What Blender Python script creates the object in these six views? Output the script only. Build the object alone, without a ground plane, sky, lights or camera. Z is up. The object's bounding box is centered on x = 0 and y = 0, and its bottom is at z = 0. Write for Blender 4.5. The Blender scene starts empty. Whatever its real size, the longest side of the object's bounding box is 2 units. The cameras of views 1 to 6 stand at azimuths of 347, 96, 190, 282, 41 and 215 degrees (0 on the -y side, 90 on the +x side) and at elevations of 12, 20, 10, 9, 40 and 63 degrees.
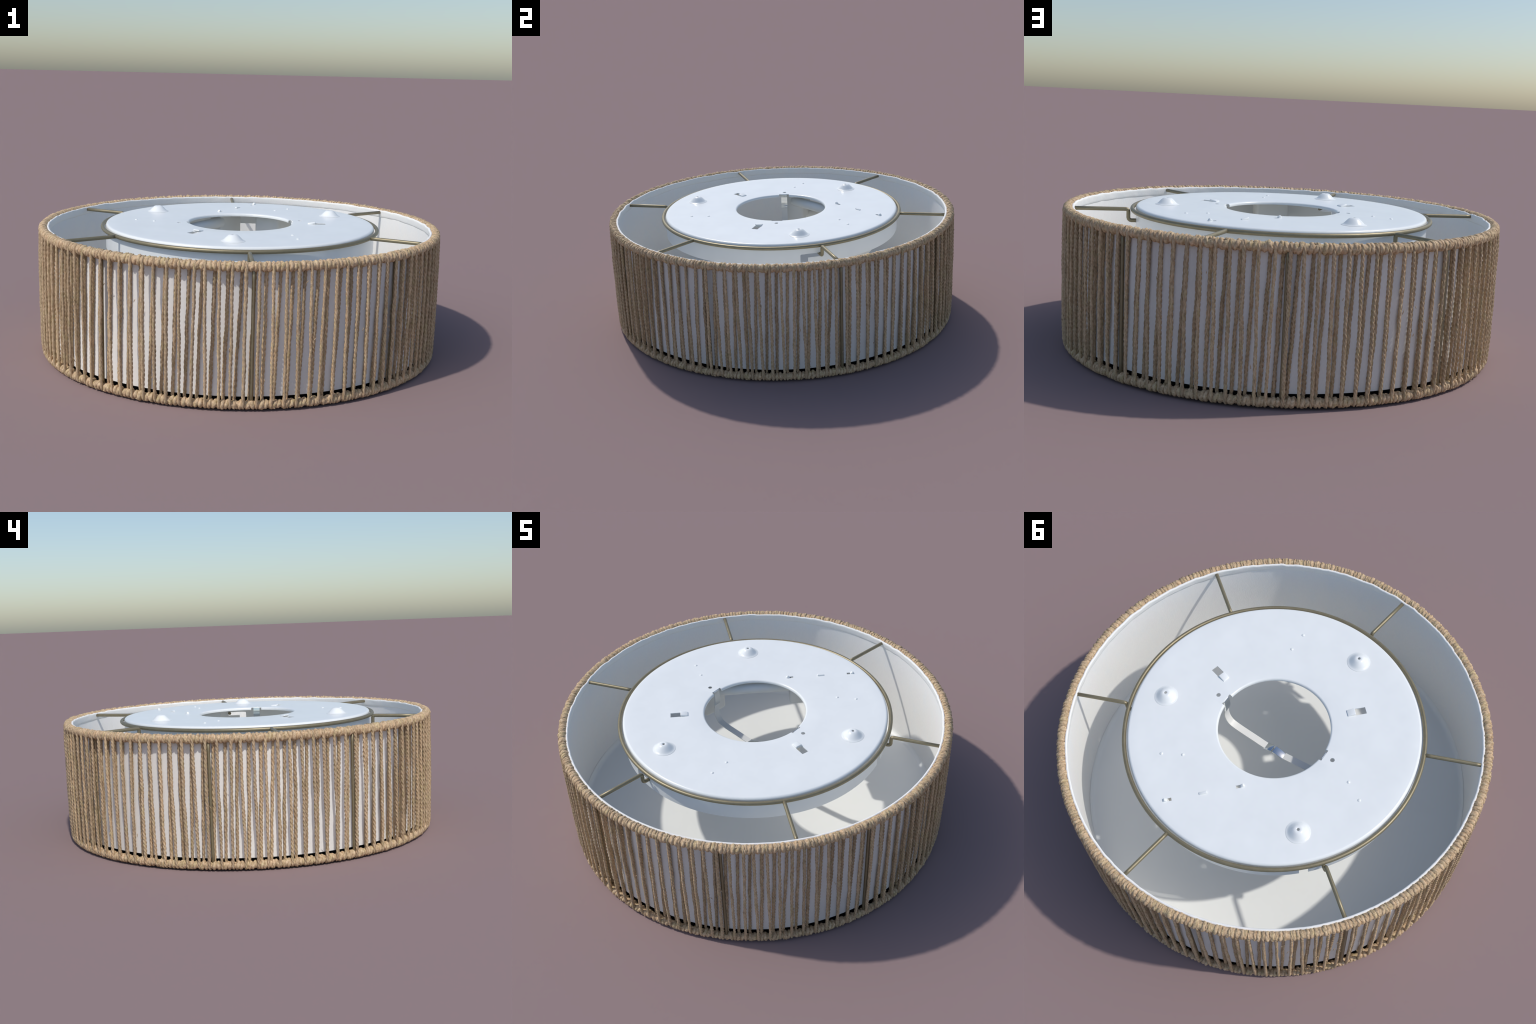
"""Flush ceiling lamp lying face down: rope-wound drum shade on a brass wire
frame, white fabric lining and diffuser, white enamelled mounting plate."""
import bpy, bmesh, math, random
import numpy as np
from mathutils import Matrix, Vector, noise

random.seed(7)
rng = np.random.default_rng(7)
TAU = 2 * math.pi
rad = math.radians

# ------------------------------------------------------------------ sizes (m)
RING_R = 0.9720          # radius of the two rope-bound rings
RING_TOP_Z = 0.6065
RING_LOW_Z = 0.0246
WRAP_PATH = 0.0145       # rope centre line around the ring wire
ROPE = 0.0083            # rope radius
N_STRAND = 114           # outer strands (and as many inner ones)
PITCH = TAU / N_STRAND
STRAND_AZ = rad(-96.8)
ARM_AZ = rad(21.8)       # first arm and first post
PLATE_Z = 0.6253
PLATE_R = 0.672
HOLE_R = 0.258
SKIRT_Z = 0.505

# ------------------------------------------------------------------ materials
def new_mat(name):
    m = bpy.data.materials.new(name)
    m.use_nodes = True
    nt = m.node_tree
    b = nt.nodes["Principled BSDF"]
    return m, nt, b

def link(nt, a, b):
    nt.links.new(a, b)

def noise_tex(nt, scale, stretch=(1, 1, 1), detail=4.0, rough=0.55, offset=None):
    tc = nt.nodes.new("ShaderNodeTexCoord")
    mp = nt.nodes.new("ShaderNodeMapping")
    mp.inputs["Scale"].default_value = stretch
    link(nt, tc.outputs["Object"], mp.inputs["Vector"])
    if offset is not None:
        link(nt, offset, mp.inputs["Location"])
    n = nt.nodes.new("ShaderNodeTexNoise")
    n.inputs["Scale"].default_value = scale
    n.inputs["Detail"].default_value = detail
    n.inputs["Roughness"].default_value = rough
    link(nt, mp.outputs["Vector"], n.inputs["Vector"])
    return n

def ramp(nt, fac, stops):
    r = nt.nodes.new("ShaderNodeValToRGB")
    cr = r.color_ramp
    while len(cr.elements) < len(stops):
        cr.elements.new(0.5)
    for el, (p, c) in zip(cr.elements, stops):
        el.position = p
        el.color = (*c, 1)
    link(nt, fac, r.inputs["Fac"])
    return r

def mix(nt, a, b, fac, mode="MIX"):
    m = nt.nodes.new("ShaderNodeMix")
    m.data_type = "RGBA"
    m.blend_type = mode
    for s, v in ((m.inputs["Factor"], fac), (m.inputs["A"], a), (m.inputs["B"], b)):
        if isinstance(v, (int, float)):
            s.default_value = v
        elif isinstance(v, tuple):
            s.default_value = (*v, 1)
        else:
            link(nt, v, s)
    return m.outputs["Result"]

def bump(nt, bsdf, height, strength, dist):
    b = nt.nodes.new("ShaderNodeBump")
    b.inputs["Strength"].default_value = strength
    b.inputs["Distance"].default_value = dist
    link(nt, height, b.inputs["Height"])
    link(nt, b.outputs["Normal"], bsdf.inputs["Normal"])

def rope_material(name, stretch, scale=170):
    m, nt, b = new_mat(name)
    oi = nt.nodes.new("ShaderNodeObjectInfo")
    comb = nt.nodes.new("ShaderNodeCombineXYZ")
    mul = nt.nodes.new("ShaderNodeMath"); mul.operation = "MULTIPLY"
    mul.inputs[1].default_value = 9.0
    link(nt, oi.outputs["Random"], mul.inputs[0])
    link(nt, mul.outputs[0], comb.inputs["Z"])
    off = comb.outputs["Vector"]
    fine = noise_tex(nt, scale, stretch, 5, 0.65, off)
    base = ramp(nt, fine.outputs["Fac"],
                [(0.26, (0.270, 0.188, 0.114)), (0.48, (0.532, 0.388, 0.244)),
                 (0.74, (0.760, 0.590, 0.410))])
    big = noise_tex(nt, 34, (1, 1, 0.6), 3, 0.5, off)
    hue = ramp(nt, big.outputs["Fac"],
               [(0.30, (0.95, 1.01, 0.86)), (0.5, (1.0, 1.0, 1.0)),
                (0.70, (1.05, 0.98, 0.92))])
    c = mix(nt, base.outputs["Color"], hue.outputs["Color"], 0.8, "MULTIPLY")
    # each length of cord is a shade lighter or darker
    tone = ramp(nt, oi.outputs["Random"],
                [(0.0, (0.86, 0.86, 0.85)), (1.0, (1.14, 1.13, 1.10))])
    c = mix(nt, c, tone.outputs["Color"], 1.0, "MULTIPLY")
    link(nt, c, b.inputs["Base Color"])
    b.inputs["Roughness"].default_value = 0.72
    b.inputs["Specular IOR Level"].default_value = 0.30
    bump(nt, b, fine.outputs["Fac"], 0.75, 0.005)
    return m

ROPE_MAT = rope_material("twisted_paper_cord", (1, 1, 0.22))
BIND_MAT = rope_material("wrapped_paper_cord", (1, 1, 1), 85)

def plain(name, col, rough, metallic=0.0, var=0.05, scale=14, bstr=0.0, bscale=300, spec=0.5):
    m, nt, b = new_mat(name)
    n = noise_tex(nt, scale, detail=5)
    lo = tuple(x * (1 - var) for x in col)
    hi = tuple(min(1, x * (1 + var)) for x in col)
    r = ramp(nt, n.outputs["Fac"], [(0.3, lo), (0.7, hi)])
    link(nt, r.outputs["Color"], b.inputs["Base Color"])
    b.inputs["Roughness"].default_value = rough
    b.inputs["Metallic"].default_value = metallic
    b.inputs["Specular IOR Level"].default_value = spec
    if bstr:
        f = noise_tex(nt, bscale, detail=2)
        bump(nt, b, f.outputs["Fac"], bstr, 0.002 if bscale > 50 else 0.03)
    return m

BRASS = plain("antique_brass", (0.290, 0.248, 0.155), 0.46, 0.5, 0.08, 30)
ENAMEL = plain("white_enamel", (0.895, 0.915, 0.90), 0.28, 0, 0.018, 9, 0.10, 7)
CHROME = plain("polished_steel", (0.80, 0.83, 0.84), 0.14, 1.0, 0.03, 20)
PLASTIC = plain("white_plastic", (0.82, 0.82, 0.78), 0.45, 0, 0.02, 10)
DIFFUSER = plain("opal_diffuser", (0.915, 0.925, 0.895), 0.55, 0, 0.012, 3)

def fabric_material():
    m, nt, b = new_mat("white_fabric")
    patch = noise_tex(nt, 16, (1, 1, 0.6), 4, 0.6)
    col = ramp(nt, patch.outputs["Fac"],
               [(0.30, (0.935, 0.935, 0.910)), (0.50, (0.955, 0.942, 0.900)),
                (0.70, (0.955, 0.930, 0.900))])
    weave = noise_tex(nt, 240, (1, 1, 0.35), 2, 0.5)
    sh = ramp(nt, weave.outputs["Fac"], [(0.3, (0.965, 0.965, 0.965)), (0.7, (1, 1, 1))])
    c = mix(nt, col.outputs["Color"], sh.outputs["Color"], 1.0, "MULTIPLY")
    link(nt, c, b.inputs["Base Color"])
    b.inputs["Roughness"].default_value = 0.85
    b.inputs["Specular IOR Level"].default_value = 0.2
    bump(nt, b, weave.outputs["Fac"], 0.25, 0.002)
    return m
FABRIC = fabric_material()

# ------------------------------------------------------------------ mesh tools
def mesh_from(name, verts, faces, mat, smooth=True):
    me = bpy.data.meshes.new(name)
    me.from_pydata([tuple(map(float, v)) for v in verts], [], faces)
    me.validate()
    me.materials.append(mat)
    if smooth:
        me.polygons.foreach_set("use_smooth", [True] * len(me.polygons))
    me.update()
    return me

def add(name, me, parent=None, matrix=None):
    o = bpy.data.objects.new(name, me)
    bpy.context.scene.collection.objects.link(o)
    if parent is not None:
        o.parent = parent
    if matrix is not None:
        o.matrix_basis = matrix
    return o

def tube_faces(n, k, closed, caps=True, base=0):
    f = []
    for i in range(n if closed else n - 1):
        a, b = base + i * k, base + ((i + 1) % n) * k
        for j in range(k):
            j2 = (j + 1) % k
            f.append((a + j, a + j2, b + j2, b + j))
    if caps and not closed:
        f.append(tuple(base + j for j in reversed(range(k))))
        f.append(tuple(base + (n - 1) * k + j for j in range(k)))
    return f

def frames(path, closed, up):
    """tangent and two side vectors at every point of a path"""
    if closed:
        t = np.roll(path, -1, 0) - np.roll(path, 1, 0)
    else:
        t = np.gradient(path, axis=0)
    t /= np.linalg.norm(t, axis=1)[:, None]
    up = np.broadcast_to(up, path.shape)
    s = np.cross(t, up)
    s /= np.linalg.norm(s, axis=1)[:, None]
    return t, s, np.cross(s, t)

def sweep(path, radius, k=12, closed=False, up=(0, 0, 1)):
    path = np.asarray(path, float)
    n = len(path)
    _, s, u = frames(path, closed, np.asarray(up, float))
    r = np.broadcast_to(radius, (n,))
    a = np.arange(k) * TAU / k
    v = (path[:, None, :] + r[:, None, None] *
         (np.cos(a)[None, :, None] * s[:, None, :] + np.sin(a)[None, :, None] * u[:, None, :]))
    return v.reshape(-1, 3), tube_faces(n, k, closed)

def rope_sweep(path, r0, twist_pitch, phase, lobe, k=14, closed=False, up=(0, 0, 1), crinkle=0.06, plies=3):
    """a twisted cord along a path: union outline of the touching plies,
    turning along the length, with a crinkled paper surface"""
    path = np.asarray(path, float)
    n = len(path)
    _, s, u = frames(path, closed, np.asarray(up, float))
    seg = np.linalg.norm(np.diff(path, axis=0), axis=1)
    length = np.concatenate([[0], np.cumsum(seg)])
    if closed:
        total = length[-1] + np.linalg.norm(path[0] - path[-1])
        turns = max(1, round(total / twist_pitch * plies)) / plies
        tw = length / total * turns * TAU
    else:
        tw = length / twist_pitch * TAU
    a = np.arange(k) * TAU / k
    phi = a[None, :] - tw[:, None] - phase
    ply, sep = 1 - lobe, lobe
    step = TAU / plies
    q = (phi + step / 2) % step - step / 2
    rr = sep * np.cos(q) + np.sqrt(np.maximum(ply ** 2 - (sep * np.sin(q)) ** 2, 0.02))
    # paper folds follow the twist
    f1, f2, f3 = rng.uniform(0, TAU, 3)
    L = length[:, None]
    rr = rr * (1 + crinkle * (np.sin(5 * phi + f1 + 2.2 * np.sin(L * 61 + f2))
                              * (0.55 + 0.45 * np.sin(L * 97 + f3))))
    slow = 1 + 0.07 * np.sin(length * 19 + f2) + 0.05 * np.sin(length * 47 + f1)
    if closed:
        slow = np.ones(n)
    rr = rr * (slow * np.broadcast_to(r0, (n,)))[:, None]
    v = (path[:, None, :] + rr[:, :, None] *
         (np.cos(a)[None, :, None] * s[:, None, :] + np.sin(a)[None, :, None] * u[:, None, :]))
    return v.reshape(-1, 3), tube_faces(n, k, closed)

def lathe(profile, seg=192, closed_profile=True, wobble=None):
    pr = np.asarray(profile, float)
    m = len(pr)
    verts, faces = [], []
    for i in range(seg):
        a = TAU * i / seg
        for j, (r, z) in enumerate(pr):
            if wobble:
                r, z = wobble(j, a, r, z)
            verts.append((r * math.cos(a), r * math.sin(a), z))
    for i in range(seg):
        b, c = i * m, ((i + 1) % seg) * m
        for j in range(m if closed_profile else m - 1):
            j2 = (j + 1) % m
            faces.append((b + j, c + j, c + j2, b + j2))
    return verts, faces

def arc(cx, cz, r, a0, a1, n):
    return [(cx + r * math.cos(rad(a0 + (a1 - a0) * i / n)),
             cz + r * math.sin(rad(a0 + (a1 - a0) * i / n))) for i in range(n + 1)]

def box(sx, sy, sz, matrix, bevel=0.0, seg=2):
    bm = bmesh.new()
    bmesh.ops.create_cube(bm, size=1)
    bmesh.ops.scale(bm, vec=(sx, sy, sz), verts=bm.verts)
    if bevel:
        bmesh.ops.bevel(bm, geom=list(bm.edges), offset=bevel, segments=seg, affect="EDGES", profile=0.5)
    bmesh.ops.transform(bm, matrix=matrix, verts=bm.verts)
    bm.verts.index_update()
    v = [tuple(x.co) for x in bm.verts]
    f = [tuple(x.index for x in p.verts) for p in bm.faces]
    bm.free()
    return v, f

def join(parts):
    V, F = [], []
    for v, f in parts:
        b = len(V)
        V.extend([tuple(map(float, p)) for p in v])
        F.extend([tuple(i + b for i in q) for q in f])
    return V, F

def polar(r, a, z):
    return (r * math.cos(a), r * math.sin(a), z)

def catmull(pts, per=8):
    P = [np.array(p, float) for p in pts]
    P = [2 * P[0] - P[1]] + P + [2 * P[-1] - P[-2]]
    out = []
    for i in range(1, len(P) - 2):
        p0, p1, p2, p3 = P[i - 1:i + 3]
        for t in np.linspace(0, 1, per, endpoint=False):
            out.append(0.5 * (2 * p1 + (p2 - p0) * t + (2 * p0 - 5 * p1 + 4 * p2 - p3) * t * t
                              + (3 * p1 - p0 - 3 * p2 + p3) * t ** 3))
    out.append(P[-2])
    return np.array(out)

def smooth_by_angle(me, deg):
    bm = bmesh.new(); bm.from_mesh(me)
    for e in bm.edges:
        if len(e.link_faces) == 2:
            e.smooth = e.calc_face_angle(0) < rad(deg)
    bm.to_mesh(me); bm.free()

# ------------------------------------------------------------------ the lamp
lamp = bpy.data.objects.new("ceiling_lamp", None)
lamp.empty_display_size = 0.3
bpy.context.scene.collection.objects.link(lamp)
lamp["label"] = "round flush ceiling lamp with rope-wound drum shade and white plate"
lamp["category"] = "ceiling lamp"

# ---- rope wrapped round the two rings
def wrapping(zc, offsets, wrap_r):
    parts = []
    n = 30
    for i in range(N_STRAND):
        for o in offsets:
            az = STRAND_AZ + PITCH * (i + o) + rng.normal(0, 0.0016)
            lean = rng.normal(0.004, 0.004)           # the winding advances along the ring
            r_path = wrap_r + rng.normal(0, 0.0007)
            r_rope = ROPE * rng.uniform(1.04, 1.28)
            th = np.arange(n) * TAU / n
            # a pulled cord is not a perfect circle
            k1, k2 = rng.uniform(0, TAU, 2)
            rp = r_path + 0.0007 * np.sin(2 * th + k1) + 0.0005 * np.sin(3 * th + k2)
            a = az + lean * 0.8 * np.sin(th + rng.uniform(-0.5, 0.5))
            rr = RING_R + rp * np.cos(th)
            p = np.stack([rr * np.cos(a), rr * np.sin(a), zc + rp * np.sin(th)], 1)
            up = np.array([-math.sin(az), math.cos(az), 0])
            parts.append(rope_sweep(p, r_rope, 0.055, rng.uniform(0, TAU), rng.uniform(0.24, 0.42),
                                    k=14, closed=True, up=up, crinkle=0.06))
    return join(parts)

def core(zc, thin=0.0):
    # the packed inner turns that show between the outer ones
    a = np.arange(720) * TAU / 720
    p = np.stack([RING_R * np.cos(a), RING_R * np.sin(a), np.full(720, zc)], 1)
    return sweep(p, 0.0178 + thin + 0.0012 * np.sin(a * 342 + 2 * np.sin(a * 31)), 14, True)

binding_top = add("rope_binding", mesh_from("rope_binding", *join([wrapping(RING_TOP_Z, (0.355, 0.69), WRAP_PATH - 0.0010), core(RING_TOP_Z)]), BIND_MAT), lamp)
binding_low = add("rope_binding", mesh_from("rope_binding", *join([wrapping(RING_LOW_Z, (0.345, 0.67), 0.0122), core(RING_LOW_Z, -0.0025)]), BIND_MAT), lamp)
for o in (binding_top, binding_low):
    o["kind"] = "stuff"

# ---- upright strands, between and over the rings
def strand_path(outer, seed):
    r = np.random.default_rng(seed)
    pts = []
    side = 0 if outer else 180
    start = 235 if outer else 60
    for d in np.linspace(start, side, 22):
        pts.append((WRAP_PATH * math.cos(rad(d)), RING_TOP_Z + WRAP_PATH * math.sin(rad(d))))
    out = 0.0040 if outer else 0.0050
    x0 = WRAP_PATH * (1 if outer else -1)
    zs = np.linspace(RING_TOP_Z, RING_LOW_Z, 150)[1:-1]
    for z in zs:
        t = (RING_TOP_Z - z) / (RING_TOP_Z - RING_LOW_Z)
        pts.append((x0 + out * math.sin(math.pi * t) ** 0.5, z))
    end = -140 if outer else 330
    for d in np.linspace(side, end, 20):
        pts.append((WRAP_PATH * math.cos(rad(d)), RING_LOW_Z + WRAP_PATH * math.sin(rad(d))))
    pts = np.array(pts)
    z = pts[:, 1]
    t = np.clip((RING_TOP_Z - z) / (RING_TOP_Z - RING_LOW_Z), 0, 1)
    if outer:
        lean = r.normal(0, 0.035) + (r.normal(0.02, 0.08)) * (t - 0.5)
    else:
        lean = 0.66 - 0.33 * t + r.normal(0, 0.035) + r.normal(0, 0.10) * (t - 0.5)
    k = r.uniform(0, TAU, 4)
    w = np.sin(np.pi * t)
    sway = w * (0.0010 * np.sin(9 * t + k[0]) + 0.0007 * np.sin(23 * t + k[1]) + 0.0004 * np.sin(51 * t + k[2]))
    a = PITCH * lean + sway
    rr = RING_R + pts[:, 0] + w * 0.0008 * np.sin(17 * t + k[3])
    return np.stack([rr * np.cos(a), rr * np.sin(a), z], 1)

def strand_mesh(outer, seed):
    r = np.random.default_rng(seed + 500)
    p = strand_path(outer, seed)
    lobe = r.uniform(0.41, 0.50)
    v, f = rope_sweep(p, ROPE * r.uniform(0.86, 1.02), r.uniform(0.056, 0.074), r.uniform(0, TAU), lobe,
                      k=20, up=(0, 1, 0), crinkle=0.035)
    return mesh_from("rope_strand", v, f, ROPE_MAT)

N_VAR = 19
outer_meshes = [strand_mesh(True, 10 + i) for i in range(N_VAR)]
inner_meshes = [strand_mesh(False, 60 + i) for i in range(N_VAR)]
order = [(i * 7) % N_VAR for i in range(N_STRAND)]
for i in range(N_STRAND):
    rot = Matrix.Rotation(STRAND_AZ + PITCH * i, 4, "Z")
    add("rope_strand", outer_meshes[order[i]], binding_top, rot)
    add("rope_strand", inner_meshes[order[(i + 5) % N_STRAND]], binding_top, rot)

# ---- loose paper fibres standing off the cords
parts = []
for i in range(70):
    a = rng.uniform(0, TAU); z = rng.uniform(0.08, 0.56)
    p0 = np.array(polar(0.9965, a, z))
    d = np.array(polar(0.004, a, 0)) + np.array([-math.sin(a), math.cos(a), 0]) * rng.normal(0, 0.007)
    d[2] = rng.choice([-1, 1]) * rng.uniform(0.010, 0.022)
    p0 = p0 - d * 0.45
    parts.append(sweep([p0, p0 + d * 0.5, p0 + d], [0.0013, 0.0017, 0.0003], 5, up=polar(1, a, 0)))
fib = add("loose_fibre", mesh_from("loose_fibre", *join(parts), BIND_MAT), lamp)
fib["kind"] = "stuff"

# ---- brass wire frame: two rings, nine posts
def circle(R, z, n=180, wob=0.0):
    a = np.arange(n) * TAU / n
    ph = rng.uniform(0, TAU)
    Rr = R + wob * np.sin(2 * a + ph)
    return np.stack([Rr * np.cos(a), Rr * np.sin(a), np.full(n, z)], 1)

for z in (RING_TOP_Z, RING_LOW_Z):
    add("frame_ring", mesh_from("frame_ring", *sweep(circle(RING_R, z), 0.0085, 10, True), BRASS), lamp)
post_me = mesh_from("frame_post", *sweep([(0.9735, 0, z) for z in np.linspace(RING_LOW_Z, RING_TOP_Z, 12)],
                                         0.0078, 14, up=(0, 1, 0)), BRASS)
for i in range(9):
    add("frame_post", post_me, lamp, Matrix.Rotation(ARM_AZ + rad(40) * i, 4, "Z"))

# ---- brass spider carrying the plate: inner ring, six arms, three of them hooked
carrier = add("carrier_ring", mesh_from("carrier_ring", *sweep(circle(0.6870, 0.6075, 160, 0.0012), 0.0096, 14, True), BRASS), lamp)
straight = mesh_from("spider_arm", *sweep([(x, 0, 0.607) for x in np.linspace(0.690, 0.9490, 10)], 0.0090, 14), BRASS)
hook_pts = ([(0.9490, 0, 0.607), (0.85, 0, 0.607), (0.76, 0, 0.607)]
            + [(0.717 + 0.011 * math.cos(rad(d)), 0, 0.596 + 0.011 * math.sin(rad(d))) for d in (90, 120, 150, 180)]
            + [(0.706, 0, 0.580)]
            + [(0.692 + 0.014 * math.cos(rad(d)), 0, 0.570 + 0.014 * math.sin(rad(d))) for d in (0, -30, -60, -90)]
            + [(0.676, 0, 0.556), (0.655, 0, 0.556)])
hooked = mesh_from("spider_arm", *sweep(hook_pts, 0.0090, 14, up=(0, 1, 0)), BRASS)
for i in range(6):
    add("spider_arm", hooked if i % 2 == 0 else straight, carrier, Matrix.Rotation(ARM_AZ + rad(60) * i, 4, "Z"))

# ---- white fabric lining drum with a folded hem
def drum_wob(j, a, r, z):
    n = noise.noise((3 * math.cos(a), 3 * math.sin(a), z * 2 + 5))
    return r + 0.0012 * n, z
wall_z = np.linspace(0.0515, 0.612, 14)
prof = [(0.9525, z) for z in wall_z] + [(0.9500, z) for z in reversed(wall_z)]
lining = add("lampshade_lining", mesh_from("lampshade_lining", *lathe(prof, 240, True, drum_wob), FABRIC), lamp)
smooth_by_angle(lining.data, 40)

hem_prof = ([(0.9498, 0.581), (0.9478, 0.583), (0.9462, 0.591), (0.9450, 0.600), (0.9440, 0.608)]
            + arc(0.9492, 0.6140, 0.0060, 170, 0, 8) + [(0.9552, 0.609), (0.9530, 0.600), (0.9505, 0.590)])
def hem_wob(j, a, r, z):
    c, s = math.cos(a), math.sin(a)
    n1 = noise.noise((5 * c, 5 * s, 1.3)); n2 = noise.noise((17 * c, 17 * s, 4.1)); n3 = noise.noise((45 * c, 45 * s, 8.0 + z * 40))
    if z < 0.5845:
        z += 0.0045 * n1 + 0.0022 * n2
    if z > 0.611:
        z += 0.0030 * n2 + 0.0024 * n3
    if 0.583 < z:
        r += 0.0018 * n2 + 0.0016 * n3
    return r, z
hem = add("lining_hem", mesh_from("lining_hem", *lathe(hem_prof, 420, True, hem_wob), FABRIC), lining)

# ---- opal diffuser dish closing the drum
dish = [(0.0, 0.0585), (0.45, 0.0585), (0.80, 0.0590)] + arc(0.9270, 0.0805, 0.022, -90, 0, 8) + [(0.9490, 0.0880)]
dish_low = [(0.9497, 0.0880)] + arc(0.9217, 0.0800, 0.028, 0, -90, 8) + [(0.80, 0.0520), (0.0, 0.0520)]
dv, df = lathe([(max(r, 0.0005), z) for r, z in dish + dish_low], 200, True)
diff = add("diffuser", mesh_from("diffuser", dv, df, DIFFUSER), lamp)
smooth_by_angle(diff.data, 35)

# ---- near-black ring under the drum, seen through the gap above the low ring
BLACK = plain("matte_near_black", (0.012, 0.011, 0.010), 0.8, 0, 0.1, 40)
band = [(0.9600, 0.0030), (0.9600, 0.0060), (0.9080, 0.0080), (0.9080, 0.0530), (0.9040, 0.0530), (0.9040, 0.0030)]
add("dark_gap_ring", mesh_from("dark_gap_ring", *lathe(band, 200, True), BLACK, False), lamp)

# ---- enamelled mounting plate: pan with skirt, centre hole, slots
T = 0.004
pan = (arc(HOLE_R + 0.010, PLATE_Z - 0.010, 0.010, 180, 90, 5)
       + [(0.35, PLATE_Z), (0.50, PLATE_Z), (0.62, PLATE_Z)]
       + arc(PLATE_R - 0.013, PLATE_Z - 0.013, 0.013, 90, 0, 6)
       + [(PLATE_R, 0.56), (PLATE_R, SKIRT_Z), (PLATE_R - T, SKIRT_Z), (PLATE_R - T, 0.56)]
       + arc(PLATE_R - 0.013, PLATE_Z - 0.013, 0.013 - T, 0, 90, 6)
       + [(0.62, PLATE_Z - T), (0.50, PLATE_Z - T), (0.35, PLATE_Z - T)]
       + arc(HOLE_R + 0.010, PLATE_Z - 0.010, 0.010 - T, 90, 180, 4)
       + [(HOLE_R + T, PLATE_Z - 0.0145), (HOLE_R, PLATE_Z - 0.0145)])
plate_me = mesh_from("mounting_plate", *lathe(pan, 180, True), ENAMEL)
plate = add("mounting_plate", plate_me, lamp)

def at(r, a, z=0.62, turn=None):
    return Matrix.Translation(polar(r, a, z)) @ Matrix.Rotation(a if turn is None else turn, 4, "Z")

cut = []
DOME_AZ = [rad(15 + 120 * i) for i in range(3)]
def disc_cut(x, y, r, n=16):
    bm = bmesh.new()
    bmesh.ops.create_cone(bm, cap_ends=True, segments=n, radius1=r, radius2=r, depth=0.06,
                          matrix=Matrix.Translation((x, y, 0.625)))
    bm.verts.index_update()
    out = [tuple(v.co) for v in bm.verts], [tuple(v.index for v in f.verts) for f in bm.faces]
    bm.free()
    return out
for a in DOME_AZ:
    cut.append(disc_cut(0.531 * math.cos(a), 0.531 * math.sin(a), 0.030))
for a in (0, math.pi):
    cut.append(disc_cut(0.3125 * math.cos(a), 0.3125 * math.sin(a), 0.0105))
    cut.append(box(0.024, 0.060, 0.08, at(0.2600, a, 0.61)))
for a in (rad(-135), rad(-15)):                      # keyhole slots with a bridge
    cut.append(box(0.053, 0.035, 0.06, at(0.403, a)))
cut.append(box(0.018, 0.015, 0.06, Matrix.Translation((-0.036, 0.340, 0.62)) @ Matrix.Rotation(rad(45), 4, "Z")))
cut.append(box(0.018, 0.015, 0.06, Matrix.Translation((0.180, 0.556, 0.62)) @ Matrix.Rotation(rad(45), 4, "Z")))
for i in range(3):                                   # bayonet slots for the hooks
    h = ARM_AZ + rad(120) * i
    cut.append(box(0.05, 0.040, 0.090, at(PLATE_R, h - rad(7.25), 0.5165), 0.006))
    cut.append(box(0.05, 0.090, 0.020, at(PLATE_R, h - rad(3.3), 0.5525), 0.004))
cv, cf = join(cut)
cutter = add("cutter", mesh_from("cutter", cv, cf, ENAMEL, False))
md = plate.modifiers.new("cut", "BOOLEAN")
md.operation = "DIFFERENCE"; md.solver = "EXACT"; md.object = cutter; md.use_self = True
dg = bpy.context.evaluated_depsgraph_get()
res = bpy.data.meshes.new_from_object(plate.evaluated_get(dg))
plate.modifiers.clear()
plate.data = res
res.name = "mounting_plate"
bpy.data.objects.remove(cutter)
res.polygons.foreach_set("use_smooth", [True] * len(res.polygons))
smooth_by_angle(res, 30)

# ---- stand-off domes pressed up round the fixing holes
dome_prof = [(0.0068, 0.6500), (0.0068, 0.6552), (0.0090, 0.6562), (0.0160, 0.6556), (0.0215, 0.6530), (0.0275, 0.6482),
             (0.0345, 0.6412), (0.0410, 0.6345), (0.0455, 0.6306), (0.0500, 0.6284), (0.0550, 0.6270), (0.0550, 0.6262),
             (0.0320, 0.6262), (0.0270, 0.6400), (0.0160, 0.6500)]
dome_me = mesh_from("standoff_dome", *lathe(dome_prof, 40, True), ENAMEL)
smooth_by_angle(dome_me, 50)
for a in DOME_AZ:
    add("standoff_dome", dome_me, plate, Matrix.Translation(polar(0.531, a, -0.0006)) @ Matrix.Rotation(a, 4, "Z"))

# ---- raised bridges beside the slots, lanced tabs and pips
br_me = mesh_from("slot_bridge", *box(0.038, 0.033, 0.008, Matrix.Rotation(rad(-10), 4, "Y"), 0.0025), ENAMEL)
for a in (rad(-135), rad(-15)):
    add("slot_bridge", br_me, plate, at(0.360, a, 0.6290))
def pip(r, h):
    return lathe([(0.0004, h), (r * 0.35, h * 0.93), (r * 0.7, h * 0.6), (r, 0.0), (r, -0.002), (0.0004, -0.002)], 16, True)
pip_me = mesh_from("pressed_pip", *pip(0.0080, 0.0038), ENAMEL)
for r, a in ((0.434, -67.3), (0.526, -71.5), (0.526, 168.6), (0.434, 172.8), (0.525, 48.5), (0.434, 52.6)):
    add("pressed_pip", pip_me, plate, Matrix.Translation(polar(r, rad(a), PLATE_Z)))
tab_me = mesh_from("lanced_tab", *box(0.016, 0.014, 0.014, Matrix.Rotation(rad(35), 4, "Y"), 0.003), ENAMEL)
for x, y, t in ((-0.050, 0.326, 45), (0.194, 0.570, 225)):
    add("lanced_tab", tab_me, plate, Matrix.Translation((x, y, 0.6275)) @ Matrix.Rotation(rad(t), 4, "Z"))
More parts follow.
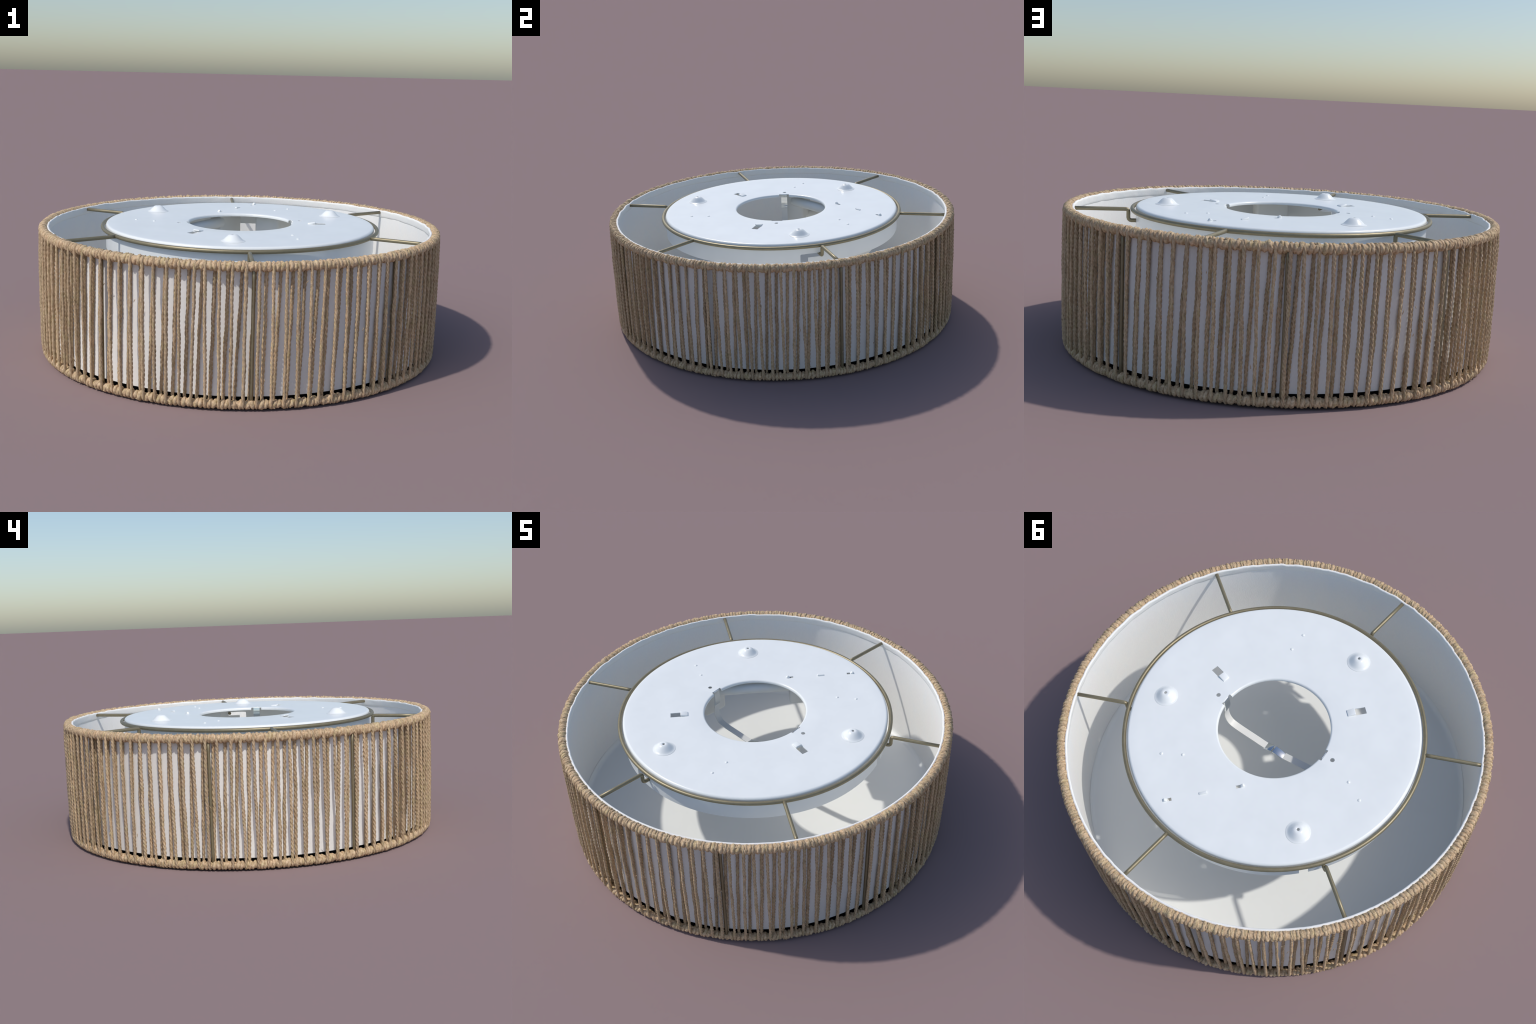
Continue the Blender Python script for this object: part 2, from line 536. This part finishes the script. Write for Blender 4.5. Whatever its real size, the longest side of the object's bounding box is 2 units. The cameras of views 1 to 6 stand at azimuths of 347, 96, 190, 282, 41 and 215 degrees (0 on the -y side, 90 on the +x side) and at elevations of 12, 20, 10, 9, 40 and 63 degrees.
add("lanced_tab", mesh_from("lanced_tab", *box(0.036, 0.012, 0.007, Matrix.Rotation(rad(8), 4, "Y"), 0.002), ENAMEL), plate,
    Matrix.Translation((0.075, 0.450, 0.6275)) @ Matrix.Rotation(rad(45), 4, "Z"))

# ---- earth strap hanging across the centre hole
spine = catmull([(-0.270, 0.622), (-0.268, 0.600), (-0.267, 0.560), (-0.277, 0.500), (-0.264, 0.447), (-0.226, 0.422),
                 (-0.12, 0.405), (-0.06, 0.396), (0, 0.391), (0.06, 0.396), (0.12, 0.405),
                 (0.226, 0.422), (0.264, 0.447), (0.277, 0.500), (0.267, 0.560), (0.268, 0.600), (0.270, 0.622)], 8)
def ribbon(sp, w, t):
    n = len(sp)
    tg = np.gradient(sp, axis=0); tg /= np.linalg.norm(tg, axis=1)[:, None]
    nr = np.stack([-tg[:, 1], tg[:, 0]], 1)
    v = []
    for p, q in zip(sp, nr):
        for sy, st in ((-1, -1), (1, -1), (1, 1), (-1, 1)):
            v.append((p[0] + q[0] * st * t / 2, sy * w / 2, p[1] + q[1] * st * t / 2))
    return v, tube_faces(n, 4, False)
strap = add("strap", mesh_from("strap", *ribbon(spine, 0.034, 0.004), PLASTIC, True), plate)
smooth_by_angle(strap.data, 40)
top = spine[(spine[:, 0] < 0) & (spine[:, 1] > 0.535)]
clip_me = mesh_from("strap_clip", *ribbon(top - np.array([-0.0012, 0]), 0.0365, 0.0062), CHROME)
smooth_by_angle(clip_me, 40)
for a in (0, math.pi):
    add("strap_clip", clip_me, strap, Matrix.Rotation(a, 4, "Z"))
for x, ln, tilt, h in ((0.036, 0.048, 16, 0.008), (-0.022, 0.060, -12, 0.012)):   # stepped steel clamp halves
    b = add("strap_buckle", mesh_from("strap_buckle", *box(ln, 0.038, h, Matrix.Rotation(rad(tilt), 4, "Y"), 0.003, 2), CHROME), strap,
            Matrix.Translation((x, 0, 0.397)))
    smooth_by_angle(b.data, 40)

# ---- lampholders: blocks hanging under the plate (azimuth, inner and outer radius, width, underside)
for az, r0, r1, w, zb in ((52, 0.318, 0.550, 0.145, 0.440), (-73, 0.390, 0.580, 0.170, 0.450), (172, 0.325, 0.560, 0.140, 0.432)):
    v, f = box(r1 - r0, w, 0.621 - zb, Matrix.Rotation(rad(az), 4, "Z") @ Matrix.Translation(((r0 + r1) / 2, 0, (0.621 + zb) / 2)),
               0.018, 4)
    h = add("lampholder", mesh_from("lampholder", v, f, PLASTIC), plate)
    smooth_by_angle(h.data, 40)
# ---- small bulbs hanging just below the skirt (azimuth, length, turned across or along the radius)
for az, ln, along in ((-60, 0.200, True), (62, 0.200, False), (167, 0.240, False)):
    if along:
        p = [(x, 0, 0.468) for x in np.linspace(0.605 - ln, 0.605, 8)]
    else:
        p = [(0.525, y, 0.440) for y in np.linspace(-ln / 2, ln / 2, 8)]
    b = add("bulb", mesh_from("bulb", *sweep(p, [0.02, 0.034, 0.038, 0.038, 0.038, 0.038, 0.034, 0.018], 20), PLASTIC), plate,
            Matrix.Rotation(rad(az), 4, "Z"))
# ---- wiring duct running between two blocks, with its junction box
m = Matrix.Rotation(rad(45), 4, "Z")                 # local x along the duct, y outward
duct = add("wiring_duct", mesh_from("wiring_duct", *sweep([(x, 0.278, 0.5640) for x in np.linspace(-0.20, 0.225, 6)], 0.0285, 24),
                                    PLASTIC), plate, m)
smooth_by_angle(duct.data, 40)
jb = add("junction_box", mesh_from("junction_box", *box(0.200, 0.075, 0.170, Matrix.Translation((0.305, 0.300, 0.535)), 0.012, 3),
                                   PLASTIC), duct)
smooth_by_angle(jb.data, 40)
